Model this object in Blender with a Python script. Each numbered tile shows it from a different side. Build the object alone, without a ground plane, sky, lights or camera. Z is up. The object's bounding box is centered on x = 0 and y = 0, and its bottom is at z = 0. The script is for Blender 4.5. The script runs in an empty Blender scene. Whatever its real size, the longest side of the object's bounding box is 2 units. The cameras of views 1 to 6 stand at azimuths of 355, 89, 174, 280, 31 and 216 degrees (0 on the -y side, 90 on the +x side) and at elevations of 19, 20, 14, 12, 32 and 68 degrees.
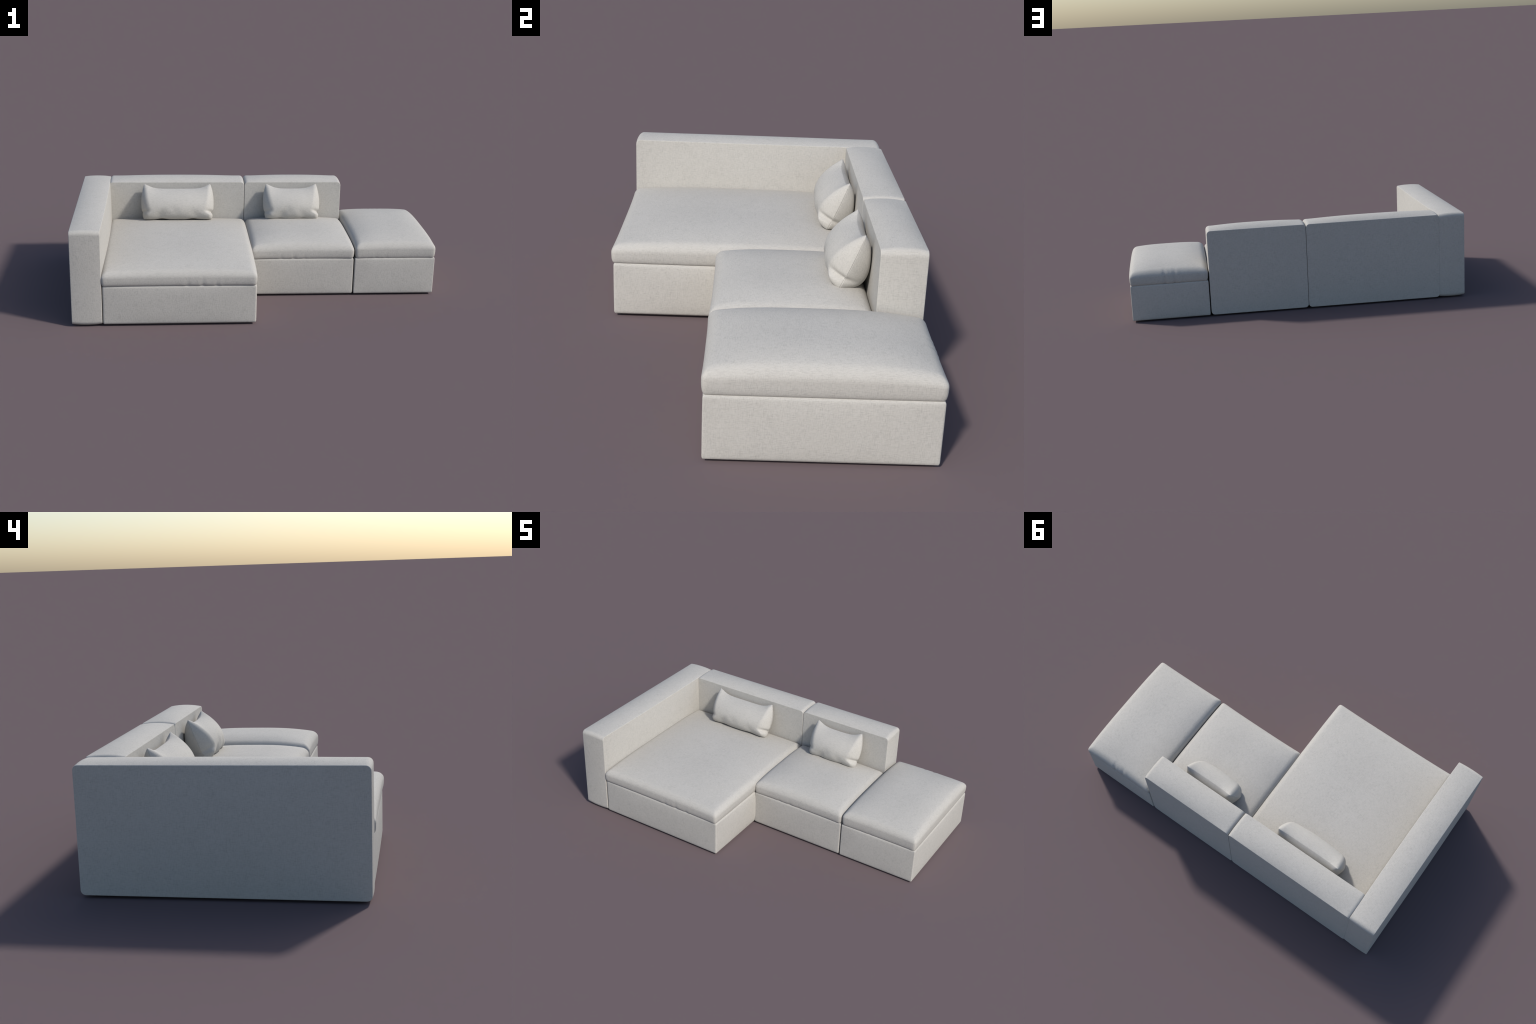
"""Modular linen sectional: chaise with arm, armless seat, ottoman, two throw pillows."""
import bpy, math
import numpy as np
from mathutils import Vector

# ------------------------------------------------------------------ materials
def new_material(name):
    m = bpy.data.materials.new(name)
    m.use_nodes = True
    nt = m.node_tree
    nt.nodes.clear()
    out = nt.nodes.new("ShaderNodeOutputMaterial")
    bsdf = nt.nodes.new("ShaderNodeBsdfPrincipled")
    nt.links.new(bsdf.outputs[0], out.inputs[0])
    return m, nt, bsdf


def linen(name, base, dark, warm, grain):
    """Woven cloth: long thin slubs along the axes that lie in the face (warp and weft),
    plus faint blotches."""
    m, nt, bsdf = new_material(name)
    N, L = nt.nodes.new, nt.links.new
    tc = N("ShaderNodeTexCoord")

    def noise(scale3, detail, rough, offset=(0, 0, 0)):
        mp = N("ShaderNodeMapping")
        mp.inputs["Scale"].default_value = scale3
        mp.inputs["Location"].default_value = offset
        L(tc.outputs["Object"], mp.inputs[0])
        n = N("ShaderNodeTexNoise")
        n.inputs["Scale"].default_value = 1.0
        n.inputs["Detail"].default_value = detail
        n.inputs["Roughness"].default_value = rough
        L(mp.outputs[0], n.inputs["Vector"])
        return n.outputs["Fac"]

    def math_node(op, a, b):
        n = N("ShaderNodeMath")
        n.operation = op
        for i, x in enumerate((a, b)):
            if isinstance(x, (int, float)):
                n.inputs[i].default_value = x
            else:
                L(x, n.inputs[i])
        return n.outputs[0]

    def ramp(fac, lo, hi):
        n = N("ShaderNodeMapRange")
        n.inputs["From Min"].default_value = lo
        n.inputs["From Max"].default_value = hi
        L(fac, n.inputs["Value"])
        return n.outputs["Result"]

    fine, lng = 400.0, 62.0
    threads = [noise((lng, fine, fine), 2, .55),
               noise((fine, lng, fine), 2, .55, (3, 1, 2)),
               noise((fine, fine, lng), 2, .55, (7, 5, 4))]
    # a thread only shows on faces it runs along: weight 1 - (n . axis)^2, always summing to 2
    sep = N("ShaderNodeSeparateXYZ")
    L(tc.outputs["Normal"], sep.inputs[0])
    slubs = None
    for t, na in zip(threads, sep.outputs):
        s = ramp(t, .44, .80)
        s = math_node("MULTIPLY", s, math_node("SUBTRACT", 1.0, math_node("MULTIPLY", na, na)))
        slubs = s if slubs is None else math_node("ADD", slubs, s)
    # the slubs gather in loose patches
    patch = ramp(noise((24, 24, 24), 3, .6, (1, 9, 3)), .32, .68)
    mixp = math_node("ADD", math_node("MULTIPLY", patch, .45), .55)
    slub_mask = math_node("MULTIPLY", math_node("MULTIPLY", slubs, mixp), grain)

    def mix(fac, a, b):
        n = N("ShaderNodeMix")
        n.data_type = "RGBA"
        if isinstance(fac, (int, float)):
            n.inputs[0].default_value = fac
        else:
            L(fac, n.inputs[0])
        for sock, x in ((n.inputs[6], a), (n.inputs[7], b)):
            if isinstance(x, tuple):
                sock.default_value = (*x, 1)
            else:
                L(x, sock)
        return n.outputs[2]

    blotch = ramp(noise((7, 7, 7), 3, .55, (2, 2, 8)), .35, .65)
    col = mix(math_node("MULTIPLY", blotch, .5), base, warm)
    col = mix(slub_mask, col, dark)
    L(col, bsdf.inputs["Base Color"])
    bsdf.inputs["Roughness"].default_value = .92
    bsdf.inputs["Specular IOR Level"].default_value = .2
    bump = N("ShaderNodeBump")
    bump.inputs["Strength"].default_value = .25
    bump.inputs["Distance"].default_value = .001
    L(slubs, bump.inputs["Height"])
    L(bump.outputs[0], bsdf.inputs["Normal"])
    return m


LINEN = linen("natural_linen", (.476, .458, .423), (.25, .24, .222), (.464, .444, .407), .37)
m, nt, b = new_material("black_plastic")
b.inputs["Base Color"].default_value = (.02, .02, .022, 1)
b.inputs["Roughness"].default_value = .6
PLASTIC = m


# ------------------------------------------------------------------ mesh helpers
EDGE = [0, .0007, .0016, .003, .005, .008, .012, .016, .021, .027, .034, .043]


def ticks(half, step):
    """Symmetric grid lines on [-half, half], dense near both ends."""
    e = [d for d in EDGE if d < half * .8]
    inner = half - e[-1]
    n = max(2, int(round(2 * inner / step)))
    mid = list(np.linspace(-inner, inner, n + 1))
    left = [-half + d for d in e[:-1]]
    return np.array(left + mid + [-x for x in reversed(left)])


def box_grid(hx, hy, hz, step):
    """Surface grid of a box: points, quads, and which face lines they sit on."""
    T = [ticks(hx, step), ticks(hy, step), ticks(hz, step)]
    n = [len(t) for t in T]
    index, pts, faces = {}, [], []

    def vid(ijk):
        if ijk not in index:
            index[ijk] = len(pts)
            pts.append([T[a][ijk[a]] for a in range(3)])
        return index[ijk]

    for axis in range(3):
        u, v = (axis + 1) % 3, (axis + 2) % 3
        for side in (0, n[axis] - 1):
            for i in range(n[u] - 1):
                for j in range(n[v] - 1):
                    quad = []
                    for di, dj in ((0, 0), (1, 0), (1, 1), (0, 1)):
                        c = [0, 0, 0]
                        c[axis], c[u], c[v] = side, i + di, j + dj
                        quad.append(vid(tuple(c)))
                    faces.append(quad if side else quad[::-1])
    return np.array(pts), faces


def build(name, pts, faces, material, origin, parent=None):
    me = bpy.data.meshes.new(name)
    me.from_pydata([tuple(p) for p in pts], [], faces)
    me.validate()
    me.shade_smooth()
    me.materials.append(material)
    ob = bpy.data.objects.new(name, me)
    bpy.context.scene.collection.objects.link(ob)
    ob.location = origin
    if parent:
        ob.parent = parent
        ob.location = Vector(origin) - parent.location
    return ob


def thing(name, loc, label, category):
    e = bpy.data.objects.new(name, None)
    e.empty_display_size = .1
    bpy.context.scene.collection.objects.link(e)
    e.location = loc
    e["label"], e["category"] = label, category
    return e


def round_square(a, b, ha, hb, r, p=2.0):
    """Square-cornered (a, b) -> corners rounded with radius r; also the depth inside the outline."""
    ca, cb = np.clip(a, -(ha - r), ha - r), np.clip(b, -(hb - r), hb - r)
    da, db = a - ca, b - cb
    big = np.maximum(abs(da), abs(db))
    ln = (abs(da) ** p + abs(db) ** p) ** (1 / p)
    k = np.where(ln > 1e-9, big / np.maximum(ln, 1e-9), 1)
    depth = r - big
    inside = np.minimum(ha - abs(a), hb - abs(b))
    depth = np.where(big < 1e-9, inside, depth)
    return ca + da * k, cb + db * k, depth, da * k, db * k


def quarter(e, r):
    """Drop of a rounded edge of radius r at depth e from its outline."""
    e = np.clip(e, 0, r)
    return r - np.sqrt(np.maximum(r * r - (r - e) ** 2, 0))


# ------------------------------------------------------------------ upholstered panels
def slab(name, lo, hi, axis, radius, rim, puff, top_puff, face_puff, bow, parent):
    """Upholstered panel: two flat faces across `axis` joined by a puffed boxing strip.
    The outline of the faces has rounded corners, the seams at the strip are crisp."""
    lo, hi = np.array(lo), np.array(hi)
    h = (hi - lo) / 2
    c = (hi + lo) / 2
    P, F = box_grid(*h, .022)
    A, U, V = axis, (axis + 1) % 3, (axis + 2) % 3
    u, v, depth, du, dv = round_square(P[:, U], P[:, V], h[U], h[V], radius)
    x = P[:, A].copy()
    cap = np.isclose(abs(x), h[A])
    sgn = np.sign(x)
    un, vn = u / h[U], v / h[V]
    swell = np.maximum(0, 1 - abs(un) ** 2.2) * np.maximum(0, 1 - abs(vn) ** 2.2)
    x_cap = h[A] - quarter(depth, rim) + np.where(sgn > 0, face_puff[1], face_puff[0]) * swell
    x_strip = x * (h[A] - rim) / h[A]
    s = np.clip(abs(x_strip) / (h[A] - rim), 0, 1)
    # outward direction of the strip
    nu = np.where(abs(du) + abs(dv) > 1e-9, du, 0)
    nv = np.where(abs(du) + abs(dv) > 1e-9, dv, 0)
    nl = np.maximum(np.hypot(nu, nv), 1e-9)
    # the strip is fullest on top, where the filling pushes hardest
    across = 1 - s ** 2.2
    run = np.ones(len(P))
    for w, k, n_k in ((un, U, nv), (vn, V, nu)):
        run = np.where(abs(n_k) / nl > .7, np.maximum(0, 1 - abs(w) ** 2.6), run)
    zdir = (nu if U == 2 else nv) / nl
    swell_strip = np.where(zdir > .7, top_puff, np.where(zdir < -.7, .0030, .0015))
    lift = np.where(cap, 0, across * (puff * (.4 + .6 * abs(zdir)) + swell_strip * run))
    out = np.zeros_like(P)
    out[:, A] = np.where(cap, sgn * x_cap, x_strip)
    along = np.maximum(0, 1 - (u if U == 1 or (U == 0) else v) ** 2 / (h[U] if U < 2 else h[V]) ** 2)
    out[:, A] += bow * along * np.clip((sgn * 0 + out[:, A]) / h[A], 0, 1) ** 2
    out[:, U] = u + nu / nl * lift
    out[:, V] = v + nv / nl * lift
    return build(name, out, F, LINEN, c, parent)


def base_box(name, lo, hi, radius, puff, side_puff, parent):
    """Upholstered plinth box, every edge rounded, faces very slightly full."""
    lo, hi = np.array(lo), np.array(hi)
    h, c = (hi - lo) / 2, (hi + lo) / 2
    P, F = box_grid(*h, .022)
    R = np.array(radius)
    core = np.clip(P, -(h - R), h - R)
    d = (P - core) / R
    big = abs(d).max(1, keepdims=True)
    ln = np.linalg.norm(d, axis=1, keepdims=True)
    nrm = d / np.maximum(ln, 1e-9)
    out = core + nrm * big * R
    rel = abs(P) / h
    full = np.ones(len(P))
    for a in range(3):
        full *= np.where(np.isclose(rel[:, a], 1), 1, np.maximum(0, 1 - rel[:, a] ** 3))
    on = np.isclose(rel, 1).sum(1) == 1
    xface = np.isclose(rel[:, 0], 1)
    out += nrm * (np.where(xface, side_puff, puff) * full * on)[:, None]
    return build(name, out, F, LINEN, c, parent)


def bell(x, w):
    return np.exp(-(x / w) ** 2)


def cushion(name, lo, hi, crown, edge_rise, x_bow, y_bow, puckers, parent, creases=(), back_sag=0):
    """Loose-filled seat cushion: rounded shoulders, crowned top, ends bowing in or out,
    little gathers at the bottom seam (puckers: side, position, depth, width, height)."""
    lo, hi = np.array(lo, float), np.array(hi, float)
    h, c = (hi - lo) / 2, (hi + lo) / 2
    P, F = box_grid(*h, .011)
    RT, RV, UNDER, p = .036, .030, .010, 4.5      # shoulder reach and drop, tuck at the seam
    belly_z = 2 * h[2] - RV                         # height where the side is fullest
    zs = P[:, 2]
    top, bot = np.isclose(zs, h[2]), np.isclose(zs, -h[2])
    x, y, depth, dx, dy = round_square(P[:, 0], P[:, 1], h[0], h[1], RT, p)
    u, v = x / h[0], y / h[1]
    fu, fv = np.maximum(0, 1 - abs(u) ** 3.4), np.maximum(0, 1 - abs(v) ** 3.4)
    side = ~top & ~bot
    zr = np.where(side, (zs + h[2]) / (2 * h[2]) * belly_z, 0)
    z_top = h[2] - quarter(depth, RT) * RV / RT
    z = np.where(top, z_top, zr - h[2])
    w = np.clip((z + h[2]) / (2 * h[2]), 0, 1)
    w = w * w * (3 - 2 * w)
    z = z + w * (edge_rise[0] * fu + edge_rise[1] * fv + crown * fu * fv)
    z = z - w * back_sag * np.clip(v, 0, 1) ** 2
    # the side curves under towards the seam
    k = np.clip(1 - zr / belly_z, 0, 1)
    tuck = np.where(top, 0, UNDER * (1 - np.sqrt(np.maximum(1 - k ** 2.8, 0))))
    inner = np.maximum(np.maximum(abs(dx), abs(dy)), 1e-9)
    ln = np.maximum(np.hypot(dx, dy), 1e-9)
    fade = np.where(bot, np.clip(1 - depth / .03, 0, 1), 1) * (inner > 1e-8)
    x = x - dx / ln * tuck * fade
    y = y - dy / ln * tuck * fade
    # ends bow
    up = .6 + .4 * w
    x = x + np.sign(u) * abs(u) ** 3 * x_bow * fv * up
    y = y + np.sign(v) * abs(v) ** 3 * y_bow * fu * up
    wz = z + h[2]
    for sd, pos, dep, wid, hgt in puckers:
        ax, s = sd[1], (1 if sd[0] == "+" else -1)
        t = (x + c[0] - pos) if ax == "y" else (y + c[1] - pos)
        q = (v if ax == "y" else u) * s
        near = np.clip((q - .80) / .16, 0, 1)
        near = near * near * (3 - 2 * near)
        g = (bell(t, wid) - .45 * bell(t - 1.7 * wid, wid * 1.1) - .45 * bell(t + 1.7 * wid, wid * 1.1))
        amp = dep * g * near * np.exp(-np.maximum(wz - .008, 0) / hgt)
        if ax == "y":
            y = y - s * amp
        else:
            x = x - s * amp
        z = z - .35 * amp * np.where(wz > .03, 1, -.4)
    for (p0, p1, dep, wid) in creases:      # straight creases pressed into the cloth
        p0, p1 = np.array(p0) - c, np.array(p1) - c
        q = np.stack([x, y, z], 1)
        d = p1 - p0
        t = np.clip(((q - p0) @ d) / (d @ d), 0, 1)
        r = np.linalg.norm(q - p0 - t[:, None] * d, axis=1)
        z = z - dep * bell(r, wid) * np.sin(np.pi * (.1 + .8 * t))
    return build(name, np.stack([x, y, z], 1), F, LINEN, c, parent)


def foot_mesh():
    n, prof = 24, [(0, 0), (.015, 0), (.017, .002), (.017, .018), (0, .018)]
    pts, faces = [], []
    for r, z in prof[1:-1]:
        for k in range(n):
            a = 2 * math.pi * k / n
            pts.append((r * math.cos(a), r * math.sin(a), z))
    for j in range(len(prof) - 3):
        for k in range(n):
            k2 = (k + 1) % n
            faces.append((j * n + k, j * n + k2, (j + 1) * n + k2, (j + 1) * n + k))
    faces.append(tuple(range(n))[::-1])
    faces.append(tuple(range((len(prof) - 3) * n, (len(prof) - 2) * n)))
    me = bpy.data.meshes.new("foot")
    me.from_pydata(pts, [], faces)
    me.materials.append(PLASTIC)
    return me


FOOT = foot_mesh()


def feet(parent, x0, x1, y0, y1, inset=.09):
    for x in (x0 + inset, x1 - inset):
        for y in (y0 + inset, y1 - inset):
            ob = bpy.data.objects.new("foot", FOOT)
            bpy.context.scene.collection.objects.link(ob)
            ob.parent = parent
            world = Vector((x, y, 0))
            p = parent
            while p:
                world -= p.location
                p = p.parent
            ob.location = world


# ------------------------------------------------------------------ throw pillow
def pillow(name, x0, x1, label):
    """Knife-edge pillow leaning on the backrest: ears at the top corners, sagging fill,
    lower corners folded under by the weight."""
    half = (x1 - x0) / 2
    cx = (x0 + x1) / 2
    bottom, topp = np.array([.279, .309]), np.array([.361, .508])   # (y, z) of the seam plane
    L = np.linalg.norm(topp - bottom)
    t = (topp - bottom) / L
    n = np.array([-t[1], t[0]])                                   # towards the room
    NP, NQ = 120, 84
    sp = np.sin(np.linspace(-1, 1, NP + 1) * math.pi / 2)
    sq = (np.sin(np.linspace(-1, 1, NQ + 1) * math.pi / 2) + 1) / 2
    p, q = np.meshgrid(sp, sq, indexing="ij")
    ap = abs(p)
    sgn = np.sign(p)

    edge = (np.isclose(ap, 1) | np.isclose(q, 0) | np.isclose(q, 1))

    def sheet(front):
        # outline: sides belly out, notch above the folded corner, top edge dips between ears
        side = .020 * np.sin(np.pi * np.clip(q, 0, 1)) ** .8
        notch = -.009 * bell(q - .22, .045) + .004 * bell(q - .08, .09)
        X = p * half + sgn * (ap ** 3 * side + ap ** (3 if front else 14) * notch * np.where(p > 0, 1.0, .4))
        d_top = (1 - ap) * half
        dip = .027 * (1 - np.exp(-(d_top / .042) ** 1.5))
        T = q * L - dip * q ** 2.2
        # fill: sloping end facets that widen downwards, taut tent-like upper front
        d_side = (1 - ap) * half
        lobe = np.clip((q - .13) / .13, 0, 1)
        lobe = lobe * lobe * (3 - 2 * lobe)
        W = (.022 + (.038 - .038 * q) * np.where(p > 0, lobe, .35 + .65 * lobe)) if front else (.045 - .015 * q)
        f = np.clip(d_side / W, 0, 1)
        fx = (1 - (1 - f) ** 2.2) ** .76 * (.78 + .22 * np.maximum(1 - ap ** 2, 0))
        qq = q ** (.72 if front else .74)
        fq = np.maximum(1 - abs(2 * qq - 1) ** (1.9 if front else 2.3), 0) ** (.78 if front else .62)
        h = (.072 if front else .088) * fx * fq
        if front:
            right = p > 0
            # crease where the lower corner folds under, strongest at the side seam
            line = .225 + 1.25 * d_side
            reach = np.exp(-(d_side / .027) ** 2)
            off = q - line
            crease = np.where(off > 0, bell(off, .045), bell(off, .020))
            h = h - np.where(right, .0105, .005) * crease * reach
            # folded corner puffs out below it
            h = h + np.where(right, .0045, .003) * bell(q - .10, .10) * bell(d_side - .024, .030)
            # soft valley between the corner and the belly, uneven fill along the bottom
            h = h - np.where(right, .004, .008) * bell(d_side - .075 - .10 * q, .026) * bell(q - .12, .15)
            h = h + .0014 * np.sin(X / .027 + .8) * bell(q - .13, .12) * fx
            h = h - .0022 * bell((X - half * .05) + .5 * T, .022) * bell(q - .25, .14)
        h = np.maximum(h, 0)
        groove = np.where(edge, 1, 0)
        X = X - sgn * .0022 * groove * np.isclose(ap, 1)
        s = 1 if front else -1
        y = bottom[0] + t[0] * T + s * n[0] * h
        z = bottom[1] + t[1] * T + s * n[1] * h
        # pressed against the backrest and the seat
        lim_y = .3870
        k = .006
        y = -k * np.log(np.exp(-y / k) + np.exp(-lim_y / k))
        # seat surface under the pillow, which lifts off it between corner and middle
        lim_z = .3125 - .17 * (y - .28) + .009 * bell(ap - .46, .19) * np.clip((.36 - y) / .06, 0, 1)
        z = k * np.log(np.exp(z / k) + np.exp(lim_z / k))
        return np.stack([X, y, z], -1)

    A, B = sheet(True), sheet(False)
    mid = (A + B) / 2
    A[edge] = mid[edge]
    B[edge] = mid[edge]
    pts, fid, bid = [], -np.ones(p.shape, int), -np.ones(p.shape, int)
    for i in range(NP + 1):
        for j in range(NQ + 1):
            fid[i, j] = len(pts)
            pts.append(A[i, j])
    for i in range(NP + 1):
        for j in range(NQ + 1):
            if edge[i, j]:
                bid[i, j] = fid[i, j]
            else:
                bid[i, j] = len(pts)
                pts.append(B[i, j])
    faces = []
    for i in range(NP):
        for j in range(NQ):
            faces.append((fid[i, j], fid[i + 1, j], fid[i + 1, j + 1], fid[i, j + 1]))
            faces.append((bid[i, j + 1], bid[i + 1, j + 1], bid[i + 1, j], bid[i, j]))
    pts = np.array(pts)
    org = np.array([0, .33, .30])
    pts[:, 1:] -= org[1:]
    ob = build(name, pts, faces, LINEN, (cx, org[1], org[2]))
    ob["label"], ob["category"] = label, "throw pillow"
    return ob


# ------------------------------------------------------------------ the sofa
Z0 = .0080          # underside of the upholstery, above the glides
SEAM = .2185        # between base and cushion

sofa = thing("sectional_sofa", (-.23, 0, 0), "low modular chaise sofa in pale linen with block arm", "sectional sofa")

arm = slab("armrest", (-.990, -.5495, Z0), (-.8355, .5490, .5105), 0, .021, .0025, .0050, .0055, (.0095, .0095), .005, sofa)
back_a = slab("backrest", (-.8375, .3925, Z0), (-.0435, .5500, .5110), 1, .021, .0025, .0050, .0140, (.0055, .003), 0, sofa)
back_b = slab("backrest", (-.0415, .3925, Z0), (.5355, .5500, .5110), 1, .021, .0025, .0050, .0140, (.0055, .003), 0, sofa)

base_a = base_box("base", (-.8315, -.548, Z0), (-.0395, .390, SEAM), (.008, .008, .012), .0055, .0090, sofa)
base_b = base_box("base", (-.0370, -.150, Z0), (.5355, .390, SEAM), (.006, .006, .012), .0045, .0045, sofa)

cushion("seat_cushion", (-.8375, -.5575, SEAM), (-.0375, .3915, .2895), .030, (.003, .008), .004, -.006,
        [("-y", -.395, .0022, .011, .020), ("-y", -.318, .0030, .011, .024), ("-y", -.245, .0024, .010, .018),
         ("-y", -.21, .001, .008, .016)], sofa)
cushion("seat_cushion", (-.0385, -.158, SEAM), (.5375, .3915, .2885), .030, (.003, .008), .003, -.006,
        [("-y", .13, .0020, .009, .020), ("-y", .20, .0026, .010, .022), ("-y", .26, .0018, .008, .016)], sofa)

feet(arm, -.99, -.83, -.55, .55, .078)
feet(base_a, -.83, -.04, -.55, .39)
feet(base_b, -.04, .535, -.15, .39)

ottoman = thing("ottoman", (.768, .2, 0), "square linen ottoman with soft crowned cushion top", "ottoman")
base_o = base_box("base", (.5425, -.1515, Z0), (.9960, .5515, SEAM), (.004, .005, .011), .0045, .0060, ottoman)
cushion("seat_cushion", (.5425, -.158, SEAM), (.9975, .5580, .2965), .026, (.0035, .011), .0030, -.004,
        [("-y", .66, .0016, .008, .016), ("-y", .72, .0016, .008, .016),
         ("+y", .735, .0062, .008, .065), ("+y", .795, .0072, .008, .070), ("+y", .69, .0020, .008, .04)],
        ottoman, creases=[((.988, -.13, .284), (.992, -.03, .290), .0022, .008)], back_sag=.007)
feet(base_o, .5425, .994, -.1515, .5495)

pillow("throw_pillow", -.632, -.247, "long pale linen lumbar pillow leaning on the backrest")
pillow("throw_pillow", .084, .380, "small pale linen pillow leaning on the backrest")
